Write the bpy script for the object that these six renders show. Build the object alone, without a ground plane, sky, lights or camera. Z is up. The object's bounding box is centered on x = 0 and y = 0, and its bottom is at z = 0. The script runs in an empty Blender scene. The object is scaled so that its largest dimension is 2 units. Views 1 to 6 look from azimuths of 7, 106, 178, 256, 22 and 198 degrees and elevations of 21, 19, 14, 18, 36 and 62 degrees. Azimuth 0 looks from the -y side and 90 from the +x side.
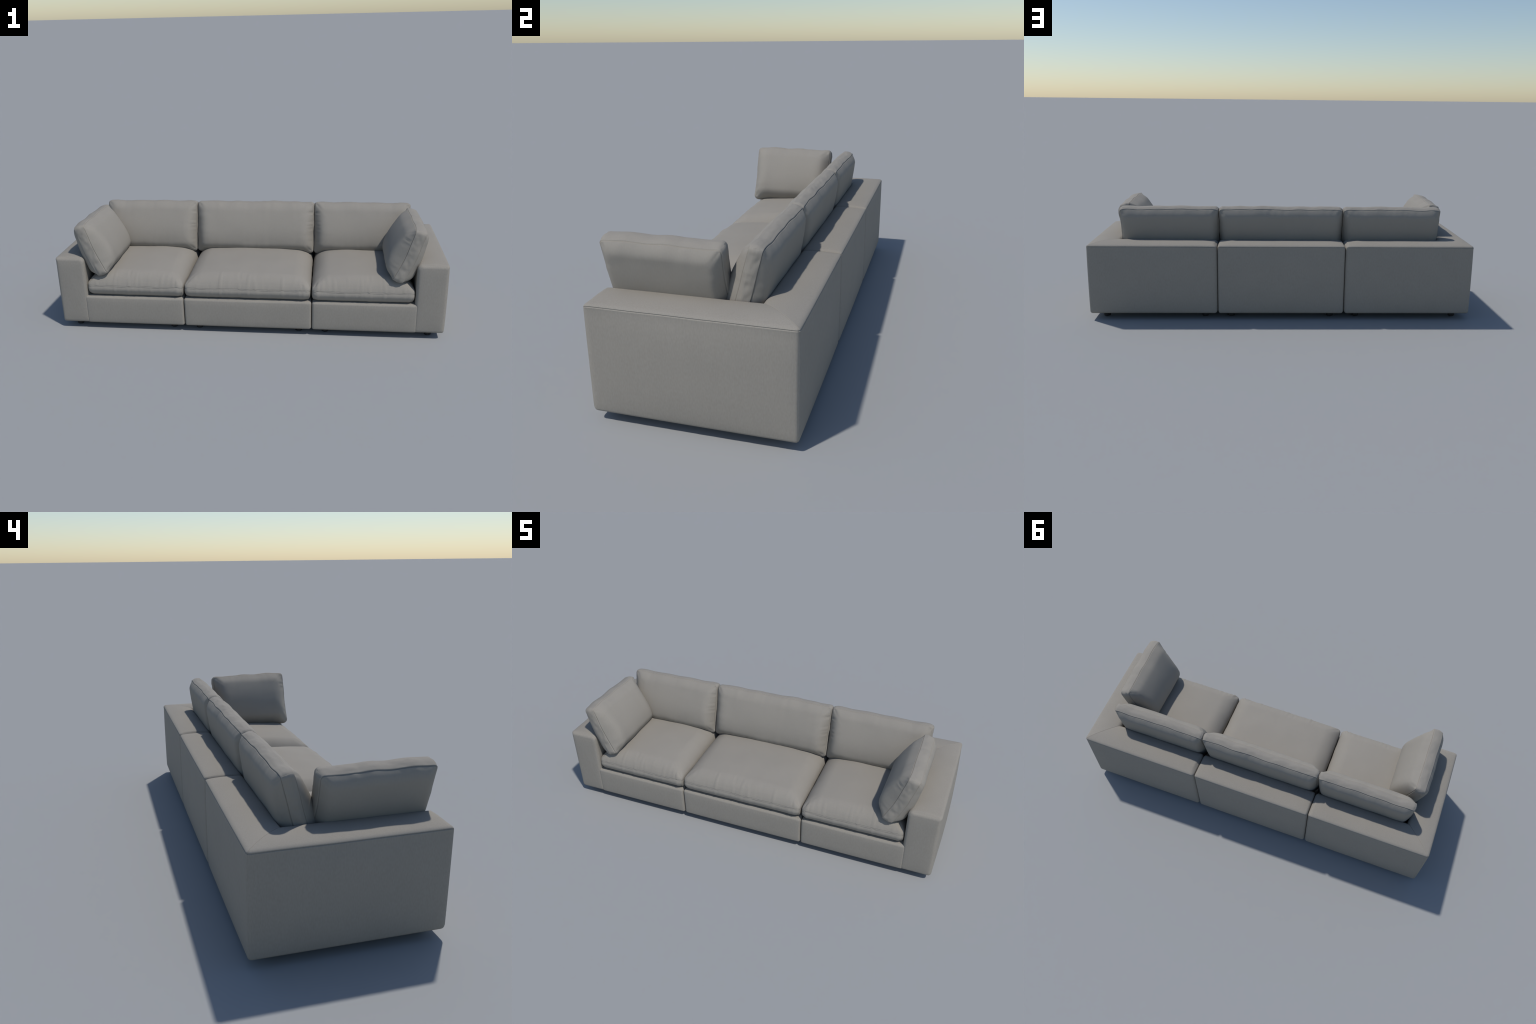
import bpy, math
import numpy as np
from mathutils import Vector, Matrix, noise

# ------------------------------------------------------------------ materials
def new_mat(name):
    m = bpy.data.materials.new(name)
    m.use_nodes = True
    nt = m.node_tree
    return m, nt, nt.nodes["Principled BSDF"]

def fabric_material(name, contrast=1.0, streak=1.0):
    """Fine woven upholstery: warm grey with faint slubs and thread relief."""
    m, nt, bsdf = new_mat(name)
    N, L = nt.nodes, nt.links
    tc = N.new("ShaderNodeTexCoord")
    mp = N.new("ShaderNodeMapping"); mp.inputs["Scale"].default_value = (1.0, 1.0, 0.35)
    L.new(tc.outputs["Object"], mp.inputs["Vector"])
    slub = N.new("ShaderNodeTexNoise"); slub.inputs["Scale"].default_value = 270; slub.inputs["Detail"].default_value = 3
    L.new(mp.outputs["Vector"], slub.inputs["Vector"])
    cloud = N.new("ShaderNodeTexNoise"); cloud.inputs["Scale"].default_value = 9; cloud.inputs["Detail"].default_value = 4
    L.new(tc.outputs["Object"], cloud.inputs["Vector"])
    mix = N.new("ShaderNodeMath"); mix.operation = "MULTIPLY_ADD"
    mix.inputs[1].default_value = 0.75 * streak
    L.new(slub.outputs["Fac"], mix.inputs[0])
    half = N.new("ShaderNodeMath"); half.operation = "MULTIPLY"; half.inputs[1].default_value = 0.25
    L.new(cloud.outputs["Fac"], half.inputs[0]); L.new(half.outputs[0], mix.inputs[2])
    ramp = N.new("ShaderNodeValToRGB")
    e = ramp.color_ramp.elements
    mean = (0.315, 0.291, 0.254)
    a = [c * (1 - 0.07 * contrast) for c in mean]; b = [c * (1 + 0.07 * contrast) for c in mean]
    e[0].position = 0.3; e[0].color = (*a, 1)
    e[1].position = 0.7; e[1].color = (*b, 1)
    L.new(mix.outputs[0], ramp.inputs["Fac"])
    L.new(ramp.outputs["Color"], bsdf.inputs["Base Color"])
    bsdf.inputs["Roughness"].default_value = 0.9
    bsdf.inputs["Specular IOR Level"].default_value = 0.25
    weave = N.new("ShaderNodeTexNoise"); weave.inputs["Scale"].default_value = 600
    L.new(mp.outputs["Vector"], weave.inputs["Vector"])
    bump = N.new("ShaderNodeBump"); bump.inputs["Strength"].default_value = 0.08; bump.inputs["Distance"].default_value = 0.001
    L.new(weave.outputs["Fac"], bump.inputs["Height"])
    L.new(bump.outputs["Normal"], bsdf.inputs["Normal"])
    return m

FABRIC = fabric_material("upholstery_fabric", 0.9)
CUSHION_FABRIC = fabric_material("cushion_fabric", 0.45)
FOOT, _nt, _b = new_mat("black_plastic")
_b.inputs["Base Color"].default_value = (0.018, 0.018, 0.018, 1)
_b.inputs["Roughness"].default_value = 0.5
_n = _nt.nodes.new("ShaderNodeTexNoise"); _n.inputs["Scale"].default_value = 300
_bp = _nt.nodes.new("ShaderNodeBump"); _bp.inputs["Strength"].default_value = 0.1
_nt.links.new(_n.outputs["Fac"], _bp.inputs["Height"]); _nt.links.new(_bp.outputs["Normal"], _b.inputs["Normal"])

# ------------------------------------------------------------------ scene helpers
sofa = bpy.data.objects.new("sofa", None)
bpy.context.scene.collection.objects.link(sofa)
sofa["label"] = "long three-section beige fabric sofa with loose cushions"
sofa["category"] = "sofa"

def make_object(name, verts, faces, mat, parent=sofa, smooth=True, normals=None):
    me = bpy.data.meshes.new(name)
    me.from_pydata([tuple(v) for v in verts], [], faces)
    me.materials.append(mat)
    if smooth:
        me.polygons.foreach_set("use_smooth", [True] * len(me.polygons))
    me.update()
    ob = bpy.data.objects.new(name, me)
    bpy.context.scene.collection.objects.link(ob)
    ob.parent = parent
    if normals is not None:
        me.normals_split_custom_set_from_vertices([tuple(n) for n in normals])
    return ob

def smoothstep(a, b, x):
    t = np.clip((x - a) / (b - a), 0, 1)
    return t * t * (3 - 2 * t)

def nz(x, y, z=0.0):
    return noise.noise(Vector((x, y, z)))

# ------------------------------------------------------------------ soft rounded box
def axis_lines(h, r, step, fine=5):
    """Grid lines on [-h, h], dense inside the rounding radius r."""
    edge = [h - r + r * math.sin(math.pi / 2 * i / fine) for i in range(fine + 1)]
    n = max(2, int(2 * (h - r) / step))
    mid = list(np.linspace(-(h - r), h - r, n + 1))[1:-1]
    return np.array([-v for v in reversed(edge)] + mid + edge)

def cube_grid(lx, ly, lz):
    """Welded surface grid of a box from three lists of grid lines."""
    idx, verts, faces = {}, [], []
    def vid(p):
        k = tuple(round(c, 7) for c in p)
        if k not in idx:
            idx[k] = len(verts); verts.append(p)
        return idx[k]
    L = (lx, ly, lz)
    for ax in range(3):
        b, c = (ax + 1) % 3, (ax + 2) % 3
        for side in (0, -1):
            g = []
            for u in L[b]:
                row = []
                for v in L[c]:
                    p = [0, 0, 0]; p[ax] = L[ax][side]; p[b] = u; p[c] = v
                    row.append(vid(p))
                g.append(row)
            for i in range(len(L[b]) - 1):
                for j in range(len(L[c]) - 1):
                    q = (g[i][j], g[i + 1][j], g[i + 1][j + 1], g[i][j + 1])
                    faces.append(q if side == -1 else q[::-1])
    return np.array(verts, float), faces

def soft_box(name, lo, hi, r, crown=(0, 0, 0), step=0.025):
    lo, hi = np.array(lo), np.array(hi)
    c, h = (lo + hi) / 2, (hi - lo) / 2
    P, faces = cube_grid(*[axis_lines(h[i], r, step) for i in range(3)])
    q = np.clip(P, -(h - r), h - r)
    d = P - q
    ln = np.linalg.norm(d, axis=1, keepdims=True)
    n = d / ln
    S = q + r * n
    w = np.clip(1 - (P / h) ** 2, 0, 1)
    for ax in range(3):
        o = [i for i in range(3) if i != ax]
        S[:, ax] += crown[ax] * n[:, ax] * np.sqrt(w[:, o[0]] * w[:, o[1]])
    return make_object(name, S + c, faces, FABRIC)

# ------------------------------------------------------------------ corner frame: arm + back in one mitred sweep
XO, YO = 0.9880, 0.3275         # outer planes of arm and back
DEPTH = 0.150                   # thickness of arm / back
ZB, ZT = 0.031, 0.3930           # underside and top
YF, XE = -0.3325, 0.3295        # front end of the arm, inner end of the back

def frame_profile():
    """Closed cross-section as (d, z, side): d=0 outer face, d=DEPTH inner face."""
    pts = []
    def arc(cx, cz, r, a0, a1, n):
        for i in range(n + 1):
            a = math.radians(a0 + (a1 - a0) * i / n)
            pts.append((cx + r * math.cos(a), cz + r * math.sin(a)))
    ri, rb = 0.020, 0.012
    # outer face going up
    for z in np.linspace(ZB + rb, ZT - 0.016, 16): pts.append((0.0, z))
    # sewn edge: the side panel ends in a small lip, then a tucked seam, then the soft roll of the top panel
    pts += [(-0.0006, ZT - 0.0115), (-0.0010, ZT - 0.0092), (-0.0008, ZT - 0.0080), (0.0002, ZT - 0.0072),
            (0.0022, ZT - 0.0065), (0.0010, ZT - 0.0058)]
    for k in range(9):
        a = math.pi / 2 * k / 8
        pts.append((0.013 * (1 - math.cos(a)), ZT - 0.0052 * (1 - math.sin(a))))
    pts.append((0.018, ZT))
    for d in np.linspace(0.026, DEPTH - ri, 9): pts.append((d, ZT))
    arc(DEPTH - ri, ZT - ri, ri, 90, 0, 6); 
    for z in np.linspace(ZT - ri, ZB + rb, 12)[1:]: pts.append((DEPTH, z))
    arc(DEPTH - rb, ZB + rb, rb, 0, -90, 5)
    for d in np.linspace(DEPTH - rb, rb, 6)[1:]: pts.append((d, ZB))
    arc(rb, ZB + rb, rb, 270, 180, 5)
    out = []
    for p in pts:
        if not out or abs(p[0] - out[-1][0]) + abs(p[1] - out[-1][1]) > 1e-5: out.append(p)
    if abs(out[0][0] - out[-1][0]) + abs(out[0][1] - out[-1][1]) < 1e-5: out.pop()
    return np.array(out)

def corner_frame(sgn):
    prof = frame_profile()
    M = len(prof)
    dm, zm = DEPTH / 2, (ZB + ZT) / 2
    hd, hz = DEPTH / 2, (ZT - ZB) / 2
    # the tucked seam fades out where the panel turns onto the front
    plain = prof.copy()
    plain[(prof[:, 1] < ZT - 0.0053) & (prof[:, 1] > ZT - 0.013) & (prof[:, 0] < 0.003), 0] = 0.0
    def inset(o, base=None):
        q = (prof if base is None else base).copy()
        q[:, 0] = dm + (q[:, 0] - dm) * (1 - o / hd)
        q[:, 1] = zm + (q[:, 1] - zm) * (1 - o / hz)
        return q
    C_ARM, C_BACK, C_TOP = 0.0120, 0.0075, 0.0095
    zt_ = (prof[:, 1] - zm) / hz
    dt_ = (prof[:, 0] - dm) / hd
    w_out = np.clip(1 - np.abs(zt_) ** 3.2, 0, 1) * np.clip(1 - prof[:, 0] / 0.02, 0, 1)
    w_top = np.clip(1 - dt_ ** 2, 0, 1) * (zt_ > 0.9)
    def place(q, leg, t, along=0.0):
        """leg 0 = arm (t 0 at front .. 1 at mitre), leg 1 = back (t 0 mitre .. 1 inner end)."""
        s = 2 * t - 1
        ends = max(0.0, 1 - s * s) ** 0.7
        free = t if leg == 0 else 1 - t
        d = q[:, 0] - (C_ARM if leg == 0 else C_BACK) * w_out * ends
        z = q[:, 1] + C_TOP * w_top * min(1, (free / 0.12)) ** 0.5
        if leg == 0:
            x = XO - d; y = YF + along + t * (YO - q[:, 0] - YF)
        else:
            y = YO - d; x = (XO - q[:, 0]) + t * (XE - (XO - q[:, 0])) + along
        return np.stack([x, y, z], 1)
    rings, tags = [], []
    R = 0.016
    caps = [0.92, 0.75, 0.55, 0.35, 0.18]
    def cap(leg):
        out = []
        for c in caps[1:][::-1]:
            q = plain.copy(); k = c
            q[:, 0] = dm + (q[:, 0] - dm) * (1 - R / hd) * k; q[:, 1] = zm + (q[:, 1] - zm) * (1 - R / hz) * k
            bulge = 0.003 * (1 - ((q[:, 0] - dm) / hd) ** 2) * (1 - ((q[:, 1] - zm) / hz) ** 2)
            out.append(place(q, leg, 0 if leg == 0 else 1, -bulge))
        for a in np.linspace(0, 1, 6)[:-1]:
            ang = a * math.pi / 2
            q = inset(R * (1 - math.sin(ang)), plain if a < 0.7 else None)
            bulge = 0.003 * np.clip(1 - ((q[:, 0] - dm) / hd) ** 2, 0, 1) * np.clip(1 - ((q[:, 1] - zm) / hz) ** 2, 0, 1)
            out.append(place(q, leg, 0 if leg == 0 else 1, R * (1 - math.cos(ang)) - bulge))
        return out
    rings += cap(0); tags += [0] * len(rings)
    La, Lb = YO - YF, XO - XE
    arm_t = sorted(set([R / La] + list(np.linspace(0.04, 0.95, 22)) + [1 - v / La for v in (0.012, 0.008, 0.005, 0.0025, 0.0012)]))
    for t in arm_t: rings.append(place(prof, 0, t)); tags.append(0)
    g = inset(0.0028); g[:, 0] = np.where(prof[:, 0] < 0.02, prof[:, 0], g[:, 0])
    rings.append(place(g, 0, 1.0)); tags.append(2)
    for t in [v / Lb for v in (0.0012, 0.0025, 0.005, 0.008, 0.012)] + list(np.linspace(0.05, 0.96, 20)) + [1 - R / Lb]:
        rings.append(place(prof, 1, t)); tags.append(1)
    back_cap = cap(1)[::-1]
    rings += back_cap; tags += [1] * len(back_cap)
    V = np.concatenate(rings)
    # round the outer vertical corner
    rc = 0.012
    qx, qy = np.minimum(V[:, 0], XO - rc), np.minimum(V[:, 1], YO - rc)
    vx, vy = V[:, 0] - qx, V[:, 1] - qy
    both = (vx > 1e-6) & (vy > 1e-6)
    sc = np.where(both, np.maximum(vx, vy) / np.maximum(np.hypot(vx, vy), 1e-9), 1)
    V[:, 0] = np.where(both, qx + vx * sc, V[:, 0]); V[:, 1] = np.where(both, qy + vy * sc, V[:, 1])
    # gentle upholstery unevenness
    for i in range(len(V)):
        x, y, z = V[i]
        V[i, 2] += 0.0011 * nz(x * 7, y * 7, 3.1 + sgn) * (z > 0.37)
    nR = len(rings)
    faces, region = [], []
    for i in range(nR - 1):
        for j in range(M):
            k = (j + 1) % M
            faces.append((i * M + j, i * M + k, (i + 1) * M + k, (i + 1) * M + j))
            region.append(1 if (tags[i] == 1 or tags[i] == 2) else 0)
    for i, reg in ((0, 0), (nR - 1, 1)):
        c = len(V); V = np.vstack([V, V[i * M:(i + 1) * M].mean(0)])
        for j in range(M):
            k = (j + 1) % M
            faces.append((c, i * M + k, i * M + j) if reg == 0 else (c, i * M + j, i * M + k)); region.append(reg)
    V[:, 0] *= sgn
    if sgn < 0:
        faces = [f[::-1] for f in faces]
    # make sure normals face outward, then split by region with shared normals
    tmp = bpy.data.meshes.new("tmp"); tmp.from_pydata([tuple(v) for v in V], [], faces)
    import bmesh
    bm = bmesh.new(); bm.from_mesh(tmp); bmesh.ops.recalc_face_normals(bm, faces=bm.faces)
    bm.normal_update(); bm.verts.ensure_lookup_table(); bm.faces.ensure_lookup_table()
    normals = [v.normal.copy() for v in bm.verts]
    faces = [tuple(v.index for v in f.verts) for f in bm.faces]
    bm.free(); bpy.data.meshes.remove(tmp)
    for reg, name in ((0, "armrest"), (1, "back_frame")):
        fs = [f for f, r in zip(faces, region) if r == reg]
        used = sorted({v for f in fs for v in f}); mp = {v: i for i, v in enumerate(used)}
        make_object(name, [V[v] for v in used], [tuple(mp[v] for v in f) for f in fs], FABRIC,
                    normals=[normals[v] for v in used])

for s in (1, -1):
    corner_frame(s)

# middle section back and the three seat bases
def straight_back(x0, x1):
    """Back of the armless section: the same sewn profile swept straight, soft at both ends."""
    prof = frame_profile(); M = len(prof)
    dm, zm, hd, hz = DEPTH / 2, (ZB + ZT) / 2, DEPTH / 2, (ZT - ZB) / 2
    w_out = np.clip(1 - np.abs((prof[:, 1] - zm) / hz) ** 3.2, 0, 1) * np.clip(1 - prof[:, 0] / 0.02, 0, 1)
    w_top = np.clip(1 - ((prof[:, 0] - dm) / hd) ** 2, 0, 1) * (prof[:, 1] > zm + 0.9 * hz)
    R, rings = 0.013, []
    def ring(k, o, x):
        t = (x - x0) / (x1 - x0); ends = max(0.0, 1 - (2 * t - 1) ** 2) ** 0.7
        d = dm + (prof[:, 0] - dm) * (1 - o / hd) * k - 0.0075 * w_out * ends * (k == 1)
        z = zm + (prof[:, 1] - zm) * (1 - o / hz) * k + 0.0085 * w_top * min(1, min(t, 1 - t) / 0.1) ** 0.5 * (k == 1)
        return np.stack([np.full(M, x), YO - d, z], 1)
    head = [ring(k, R, x0) for k in (0.2, 0.5, 0.8)] + \
           [ring(1, R * (1 - math.sin(a)), x0 + R * (1 - math.cos(a))) for a in np.linspace(0, math.pi / 2, 6)[:-1]]
    tail = [ring(k, R, x1) for k in (0.2, 0.5, 0.8)] + \
           [ring(1, R * (1 - math.sin(a)), x1 - R * (1 - math.cos(a))) for a in np.linspace(0, math.pi / 2, 6)[:-1]]
    rings = head + [ring(1, 0, x) for x in np.linspace(x0 + R, x1 - R, 26)] + tail[::-1]
    V = np.concatenate(rings); faces = []
    for i in range(len(rings) - 1):
        for j in range(M):
            k = (j + 1) % M
            faces.append((i * M + j, (i + 1) * M + j, (i + 1) * M + k, i * M + k))
    for i in (0, len(rings) - 1):
        c = len(V); V = np.vstack([V, V[i * M:(i + 1) * M].mean(0)])
        for j in range(M):
            faces.append((c, i * M + j, i * M + (j + 1) % M))
    ob = make_object("back_frame", V, faces, FABRIC)
    import bmesh
    bm = bmesh.new(); bm.from_mesh(ob.data); bmesh.ops.recalc_face_normals(bm, faces=bm.faces); bm.to_mesh(ob.data); bm.free()

straight_back(-0.3265, 0.3265)
BASES = []
for x0, x1 in ((-0.853, -0.3300), (-0.3270, 0.3270), (0.3300, 0.853)):
    BASES.append(soft_box("seat_base", (x0, -0.3325, ZB - 0.0005), (x1, 0.186, 0.184), 0.012, (0.0, 0.004, 0.003)))

# ------------------------------------------------------------------ feet
def foot_mesh():
    prof = [(0.0, 0.0), (0.0115, 0.0), (0.0140, 0.0008), (0.0155, 0.003), (0.0160, 0.008), (0.0165, 0.022), (0.0175, 0.026), (0.0175, 0.042), (0.0, 0.042)]
    n, V, F = 28, [], []
    for r, z in prof:
        for i in range(n):
            a = 2 * math.pi * i / n
            V.append((1.12 * r * math.cos(a), 1.12 * r * math.sin(a), z))
    for k in range(len(prof) - 1):
        for i in range(n):
            j = (i + 1) % n
            F.append((k * n + i, k * n + j, (k + 1) * n + j, (k + 1) * n + i))
    return V, F
fv, ff = foot_mesh()
first = None
for b, xs in zip(BASES, ((-0.916, -0.3975), (-0.2615, 0.2615), (0.3975, 0.916))):
    for x in xs:
        for y in (-0.276, 0.260):
            if first is None:
                first = make_object("foot", fv, ff, FOOT, parent=b); ob = first
            else:
                ob = first.copy(); ob.parent = b
                bpy.context.scene.collection.objects.link(ob)
            ob.name = "foot"; ob.location = (x, y, 0)

# ------------------------------------------------------------------ cushions
def cushion_lines(h, near, step):
    """Grid lines on [-h, h]: listed distances from the edge, then an even grid."""
    inner = h - near[-1]
    n = max(2, int(round(2 * inner / step)))
    mid = list(np.linspace(-inner, inner, n + 1))[1:-1]
    a = [-(h - e) for e in near]
    return np.array(a + mid + [-v for v in reversed(a)])

NEAR = [0.0, 0.0008, 0.0022, 0.0055, 0.009, 0.0135, 0.019, 0.025, 0.032]

def cushion(name, W, H, band, front, back, rc=0.022, seed=0, band_dome=0.006, groove=(0.0030, 0.0028),
            wave=0.0048, pucker=0.0012, creases=(), bend=None, xf=None, step=0.0075, near=NEAR, bias=0.0):
    """(edge profile: rise, reach, crown, side reach factor, superellipse power or 0 for a parabola)
    Boxed cushion in local space: X width, Y height, Z thickness (front +).
    front/back are the edge profiles of the two faces.
    creases = (face, x, y, dx, dy, width, depth): a fold running along (dx, dy) from (x, y)."""
    hw, hh = W / 2, H / 2
    lx, ly = cushion_lines(hw, near, step), cushion_lines(hh, near, step)
    nx, ny = len(lx), len(ly)
    V, N0, faces = [], [], []
    def outline(x, y):
        """rounded-corner position of ring point; returns (x, y, e, outward)"""
        ex, ey = hw - abs(x), hh - abs(y)
        e = min(ex, ey)
        r = max(rc * (1 - e / 0.09), 0.0)
        a, b = hw - e, hh - e
        qx, qy = max(-(a - r), min(a - r, x)), max(-(b - r), min(b - r, y))
        dx, dy = x - qx, y - qy
        m, l = max(abs(dx), abs(dy)), math.hypot(dx, dy)
        if r > 1e-6 and l > 1e-9 and abs(dx) > 1e-9 and abs(dy) > 1e-9:
            dx, dy = dx * m / l, dy * m / l
        ox, oy = (dx / max(math.hypot(dx, dy), 1e-9), dy / max(math.hypot(dx, dy), 1e-9)) if l > 1e-9 else (0.0, 0.0)
        return qx + dx, qy + dy, e, ox, oy, ex, ey
    def face_height(par, e, ex, ey, x, y):
        rise, reach, crown, side, power = par
        rx = reach * side
        def edge(v, R):
            t = min(1.0, v / R)
            if power: return max(0.0, 1 - (1 - t) ** power) ** (1 / power)
            return t * (2 - t)
        fx, fy = edge(ex, rx), edge(ey, reach)
        p = 3.0
        # soft minimum of the two edge profiles
        f = (max(fx, 1e-4) ** -p + max(fy, 1e-4) ** -p - 1) ** (-1 / p) if power else fx * fy
        u, v = x / hw, y / hh
        def plateau(d):
            t = min(1.0, d / 0.075)
            return 1 - (1 - t) ** 2.2
        return rise * f * (1 - 0.8 * bias * v) + crown * (1 - bias * v) * ((1 - abs(u) ** 3) ** 0.8 if power else plateau(ex)) * (1 - v * v) ** (0.75 if power else 1.0)
    def perim(x, y):
        return x + y * 1.37
    grids = {}
    for f in (1, -1):
        par = front if f == 1 else back
        g = np.zeros((nx, ny), int)
        for i, x in enumerate(lx):
            for j, y in enumerate(ly):
                px, py, e, ox, oy, ex, ey = outline(x, y)
                z = face_height(par, e, ex, ey, x, y)
                # seam puckers and broad unevenness
                fall = math.exp(-e / 0.045) * (1.0 if par[4] else min(1, e / 0.006))
                s = x if ey < ex else y
                fold = pucker * fall * 2.2 * nz(s * 42, e * 6, seed * 3.7 + f)
                z += 0.0035 * min(1, e / 0.05) * nz(x * 7, y * 7, seed + 5 * f)
                for (cf, cx, cy, cdx, cdy, cw, cd) in creases:
                    if cf != f: continue
                    L = math.hypot(cdx, cdy)
                    t = ((x - cx) * cdx + (y - cy) * cdy) / L
                    o = (-(x - cx) * cdy + (y - cy) * cdx) / L
                    if -0.3 * L < t < 1.2 * L and abs(o) < 4 * cw:
                        a = smoothstep(-0.25 * L, 0.15 * L, t) * (1 - smoothstep(0.4 * L, 1.15 * L, t)) * (1.0 if par[4] else min(1, e / 0.004))
                        fold += cd * a * (math.exp(-(o / cw) ** 2) - 0.55 * math.exp(-((o - 1.7 * cw) / cw) ** 2))
                # folds push along the surface: outwards near the edge, upwards further in
                side_w = max(0.0, 1 - e / 0.05) if par[4] else 0.0
                z += fold * (1 - 0.6 * side_w)
                if ey < ex: py += math.copysign(fold * side_w, y)
                else: px += math.copysign(fold * side_w, x)
                if e == 0.0:
                    gr = groove[0] if f == 1 else groove[1]
                    z = -gr * 0.3; px -= ox * gr; py -= oy * gr
                g[i, j] = len(V); V.append((px, py, f * (band / 2 + z)))
        grids[f] = g
        for i in range(nx - 1):
            for j in range(ny - 1):
                q = (g[i, j], g[i + 1, j], g[i + 1, j + 1], g[i, j + 1])
                faces.append(q if f == 1 else q[::-1])
    loop = [(i, 0) for i in range(nx)] + [(nx - 1, j) for j in range(1, ny)] + \
           [(i, ny - 1) for i in range(nx - 2, -1, -1)] + [(0, j) for j in range(ny - 2, 0, -1)]
    prev = [grids[-1][i, j] for i, j in loop]
    if band > 0.012:
        d = min(0.0009 / (band / 2), 0.3)
        ts = [-1 + d, -1 + 2.2 * d] + list(np.linspace(-0.72, 0.72, 7)) + [1 - 2.2 * d, 1 - d]
    else:
        ts = [-0.5, 0.0, 0.5]
    rows = []
    for t in ts:
        row = []
        for i, j in loop:
            px, py, e, ox, oy, ex, ey = outline(lx[i], ly[j])
            o = band_dome * (1 - t * t) ** 0.8
            s = px if abs(oy) > abs(ox) else py
            if band > 0.012:
                # wrinkles across the boxed strip, strongest on the end panels, and a raised welt at both seams
                amp = pucker * (3.0 if abs(ox) > abs(oy) else 1.5)
                o += amp * (1 - t ** 4) * (nz(s * 34, t * 1.5, seed * 2.3 + 9) + 0.5 * nz(s * 80, t * 2.5, seed + 3.1))
                if abs(t) > 1 - 3 * d: o += 0.0013
            row.append(len(V)); V.append((px + ox * o, py + oy * o, t * band / 2))
        rows.append(row)
    rows.append([grids[1][i, j] for i, j in loop])
    for row in rows:
        for k in range(len(loop)):
            m = (k + 1) % len(loop)
            faces.append((prev[k], prev[m], row[m], row[k]))
        prev = row
    A = np.array(V)
    # wandering edges: the cushion outline is never straight
    for i in range(len(A)):
        x, y, z = A[i]
        e = max(0, 1 - min(hw - abs(x), hh - abs(y)) / 0.06)
        A[i, 1] += wave * e * nz(x * 13, 2 + y * 3, seed) * (1 if y > 0 else 0.6)
        A[i, 2] += wave * 0.8 * e * nz(x * 11, 7 + y * 9, seed + 4)
        A[i, 0] += wave * 0.5 * e * nz(y * 14, 11, seed + 1)
    if bend: A = bend(A, hw, hh)
    if xf is not None: A = xf(A)
    ob = make_object(name, A, faces, CUSHION_FABRIC)
    import bmesh
    bm = bmesh.new(); bm.from_mesh(ob.data); bmesh.ops.recalc_face_normals(bm, faces=bm.faces); bm.to_mesh(ob.data); bm.free()
    return ob

# --- seat cushions (local Y runs from front edge (-) to rear (+); Z up)
def seat_xf(cx, mirror=False):
    def f(A):
        B = A.copy()
        hw, hh = np.abs(A[:, 0]).max(), np.abs(A[:, 1]).max()
        # loose filling: the sides belly out below the seam, and the top rises towards the rear
        belly = 0.0075 * np.exp(-((A[:, 2] + 0.018) / 0.021) ** 2)
        B[:, 1] -= belly * (1 - smoothstep(0.0, 0.05, A[:, 1] + hh))
        up = np.clip(A[:, 2] / 0.03, 0, 1)
        B[:, 2] += up * 0.0055 * np.clip(A[:, 1] / hh * 1.6, -1, 1)
        if mirror: B[:, 0] *= -1
        B[:, 0] += cx
        B[:, 1] += (-0.328 + 0.187) / 2
        B[:, 2] += 0.2435
        return B
    return f

def seat_creases(W):
    h = 0.2575
    x1 = W / 2
    L = []
    # vertical folds rising from the front seam, both above and below it
    for fx, ln, w, d in ((-0.80, .05, .005, -.0032), (-0.56, .04, .006, -.0022), (-0.42, .065, .004, .0042), (-0.12, .07, .005, -.0036), (0.02, .06, .004, .0032),
                         (0.14, .05, .004, -.0030), (0.34, .055, .005, -.0030), (0.56, .045, .005, .0026)):
        L.append((1, fx * x1, -h, 0.0, ln, w, d))
        L.append((-1, fx * x1, -h, 0.0, 0.006, w, d * 0.6))
    # strong gather at the free front corner
    L += [(1, x1 - 0.052, -h, 0.003, 0.05, 0.006, 0.0032), (1, x1 - 0.030, -h, -0.006, 0.046, 0.007, 0.0048),
          (1, x1 - 0.080, -h, 0.0, 0.055, 0.006, 0.0018),
          (-1, x1 - 0.032, -h, 0.0, 0.008, 0.007, 0.0038), (-1, x1 - 0.055, -h, 0.0, 0.006, 0.006, 0.002)]
    return L

SEAT_UP, SEAT_LO = (0.056, 0.068, 0.0275, 1.25, 1.9), (0.056, 0.045, 0.0, 0.5, 3.0)
# grid rings spaced evenly in height along the steep sides of both faces
SEAT_NEAR = [0.0] + sorted(R * (1 - (1 - (h / 0.056) ** n) ** (1 / n))
                           for R, n, hs in ((0.068, 1.9, (.0035, .0075, .012, .017, .022, .028, .034, .040)),
                                            (0.045, 3.0, (.004, .008, .012, .016, .020, .025, .030, .035, .040, .045, .049)))
                           for h in hs)
for k, (cx, W, mir) in enumerate(((-0.5815, 0.506, False), (0.0, 0.644, False), (0.5815, 0.506, True))):
    cushion("seat_cushion", W, 0.515, 0.007, SEAT_UP, SEAT_LO, rc=0.023, seed=20 + (0 if k != 1 else 1), groove=(0.0008, 0.0008),
            wave=0.0025, pucker=0.0009, creases=seat_creases(W), xf=seat_xf(cx, mir), band_dome=0.0006, near=SEAT_NEAR)

# --- leaning cushions
def lean_xf(origin, right, up, front, mirror=False):
    M = np.array([right, up, front])
    def f(A):
        B = A.copy()
        if mirror: B[:, 0] *= -1
        return B @ M + np.array(origin)
    return f

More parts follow.
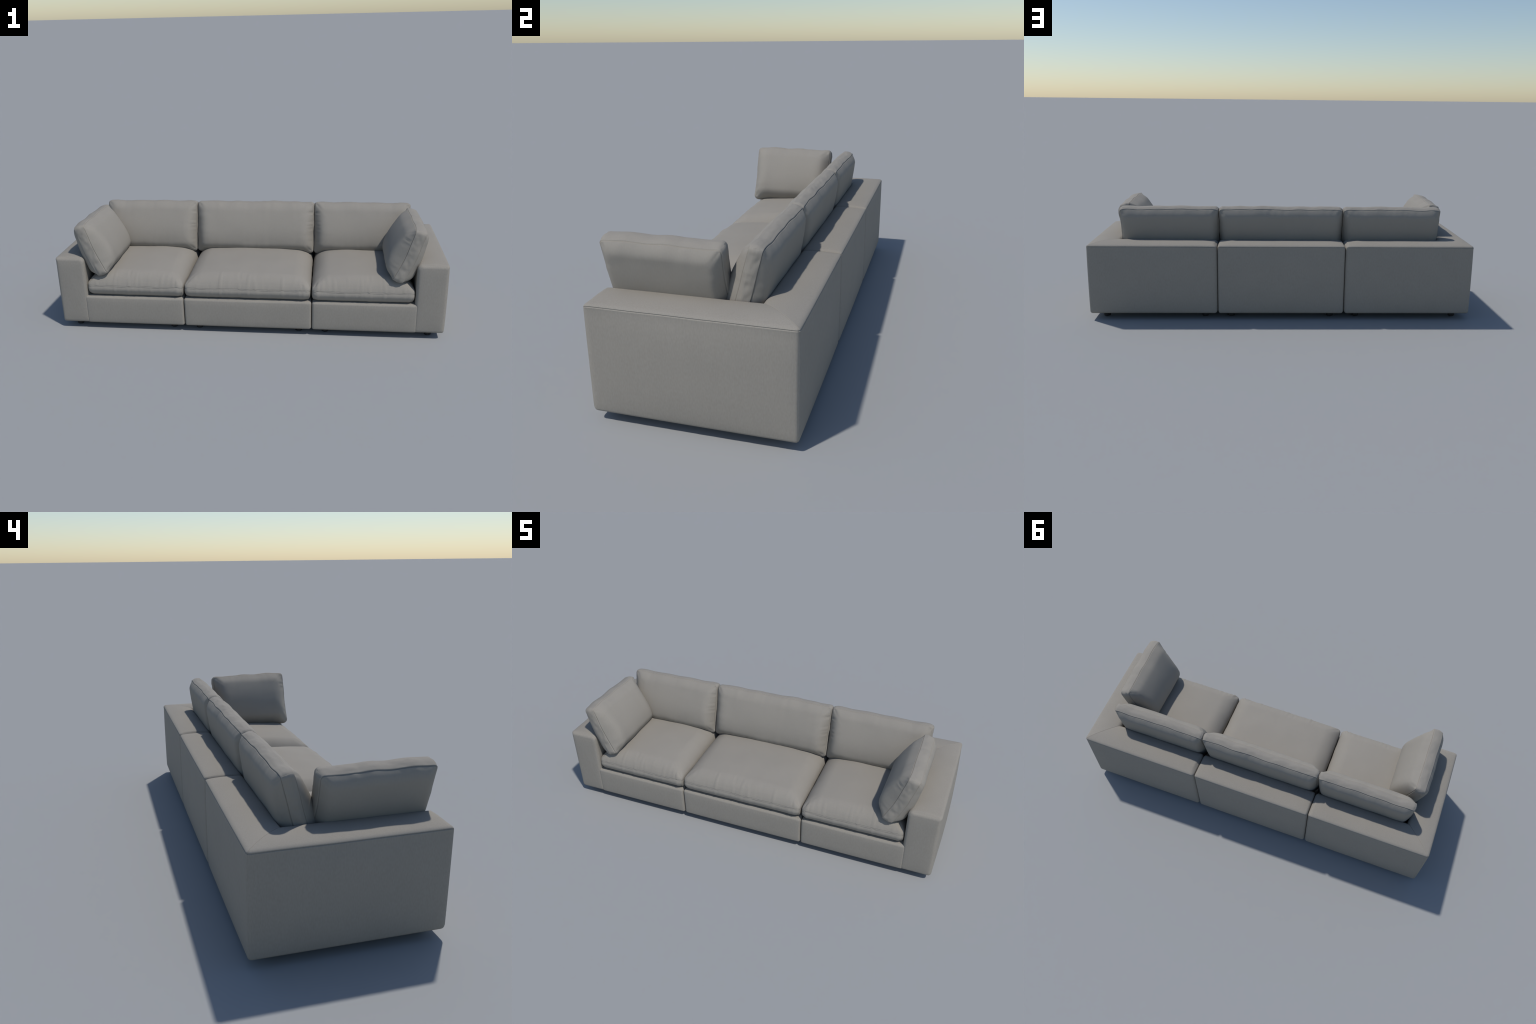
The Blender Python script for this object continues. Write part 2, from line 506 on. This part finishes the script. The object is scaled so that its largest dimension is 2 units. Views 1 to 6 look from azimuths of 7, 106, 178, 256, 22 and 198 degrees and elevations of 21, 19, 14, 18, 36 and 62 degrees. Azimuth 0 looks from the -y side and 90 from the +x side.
def sag(amount, skew=0.0):
    def f(A, hw, hh):
        B = A.copy()
        v = A[:, 1] / hh
        B[:, 2] -= amount * (1 - v ** 2)
        B[:, 1] -= skew * np.clip(A[:, 2], -0.04, 0.04) * smoothstep(0.3, 1.0, v)
        return B
    return f

def side_creases(W, H):
    hw, hh = W / 2, H / 2
    L = []
    for y, ln, w, d in ((0.60, .030, .0030, -.0048), (0.23, .036, .0030, -.0052), (0.16, .034, .0036, .0032), (-0.05, .034, .0030, -.0050), (-0.55, .025, .0032, -.0034)):
        L.append((1, hw, y * hh, -ln, 0.0, w, d))
    L.append((1, 0.02, -hh, 0.0, 0.05, 0.006, 0.0010))
    return L

TB = math.radians(15.2)
up_b = (0, math.sin(TB), math.cos(TB)); fr_b = (0, -math.cos(TB), math.sin(TB))
for k, (cx, W, mir) in enumerate(((-0.5860, 0.508, False), (0.0, 0.643, False), (0.5860, 0.508, True))):
    cushion("back_cushion", W, 0.271, 0.044, (0.024, 0.045, 0.029, 1.0, 0), (0.031, 0.036, 0.009, 1.0, 0), rc=0.014, seed=3 + (k == 1) * 4,
            creases=side_creases(W, 0.271), bend=sag(0.003), bias=0.35,
            xf=lean_xf((cx, 0.1272, 0.4278), (1, 0, 0), up_b, fr_b, mir))

TA = math.radians(21.3)
for s in (-1, 1):
    up_a = (s * math.sin(TA), 0, math.cos(TA)); fr_a = (-s * math.cos(TA), 0, math.sin(TA))
    right = (0, -1, 0)   # local +X is the free front end
    cushion("arm_cushion", 0.390, 0.272, 0.052, (0.025, 0.045, 0.036, 1.0, 0), (0.031, 0.036, 0.006, 1.0, 0), rc=0.014, seed=11,
            creases=((1, 0.195, 0.078, -0.036, -0.008, 0.0042, -0.0055), (1, 0.195, 0.050, -0.030, -0.006, 0.0040, -0.0028),
                     (1, 0.195, -0.060, -0.022, 0.0, 0.0036, -0.0026)) if s > 0 else (), bend=sag(0.009, 0.10), bias=0.32,
            xf=lean_xf((s * 0.7940, -0.1300, 0.4340), right, up_a, fr_a))
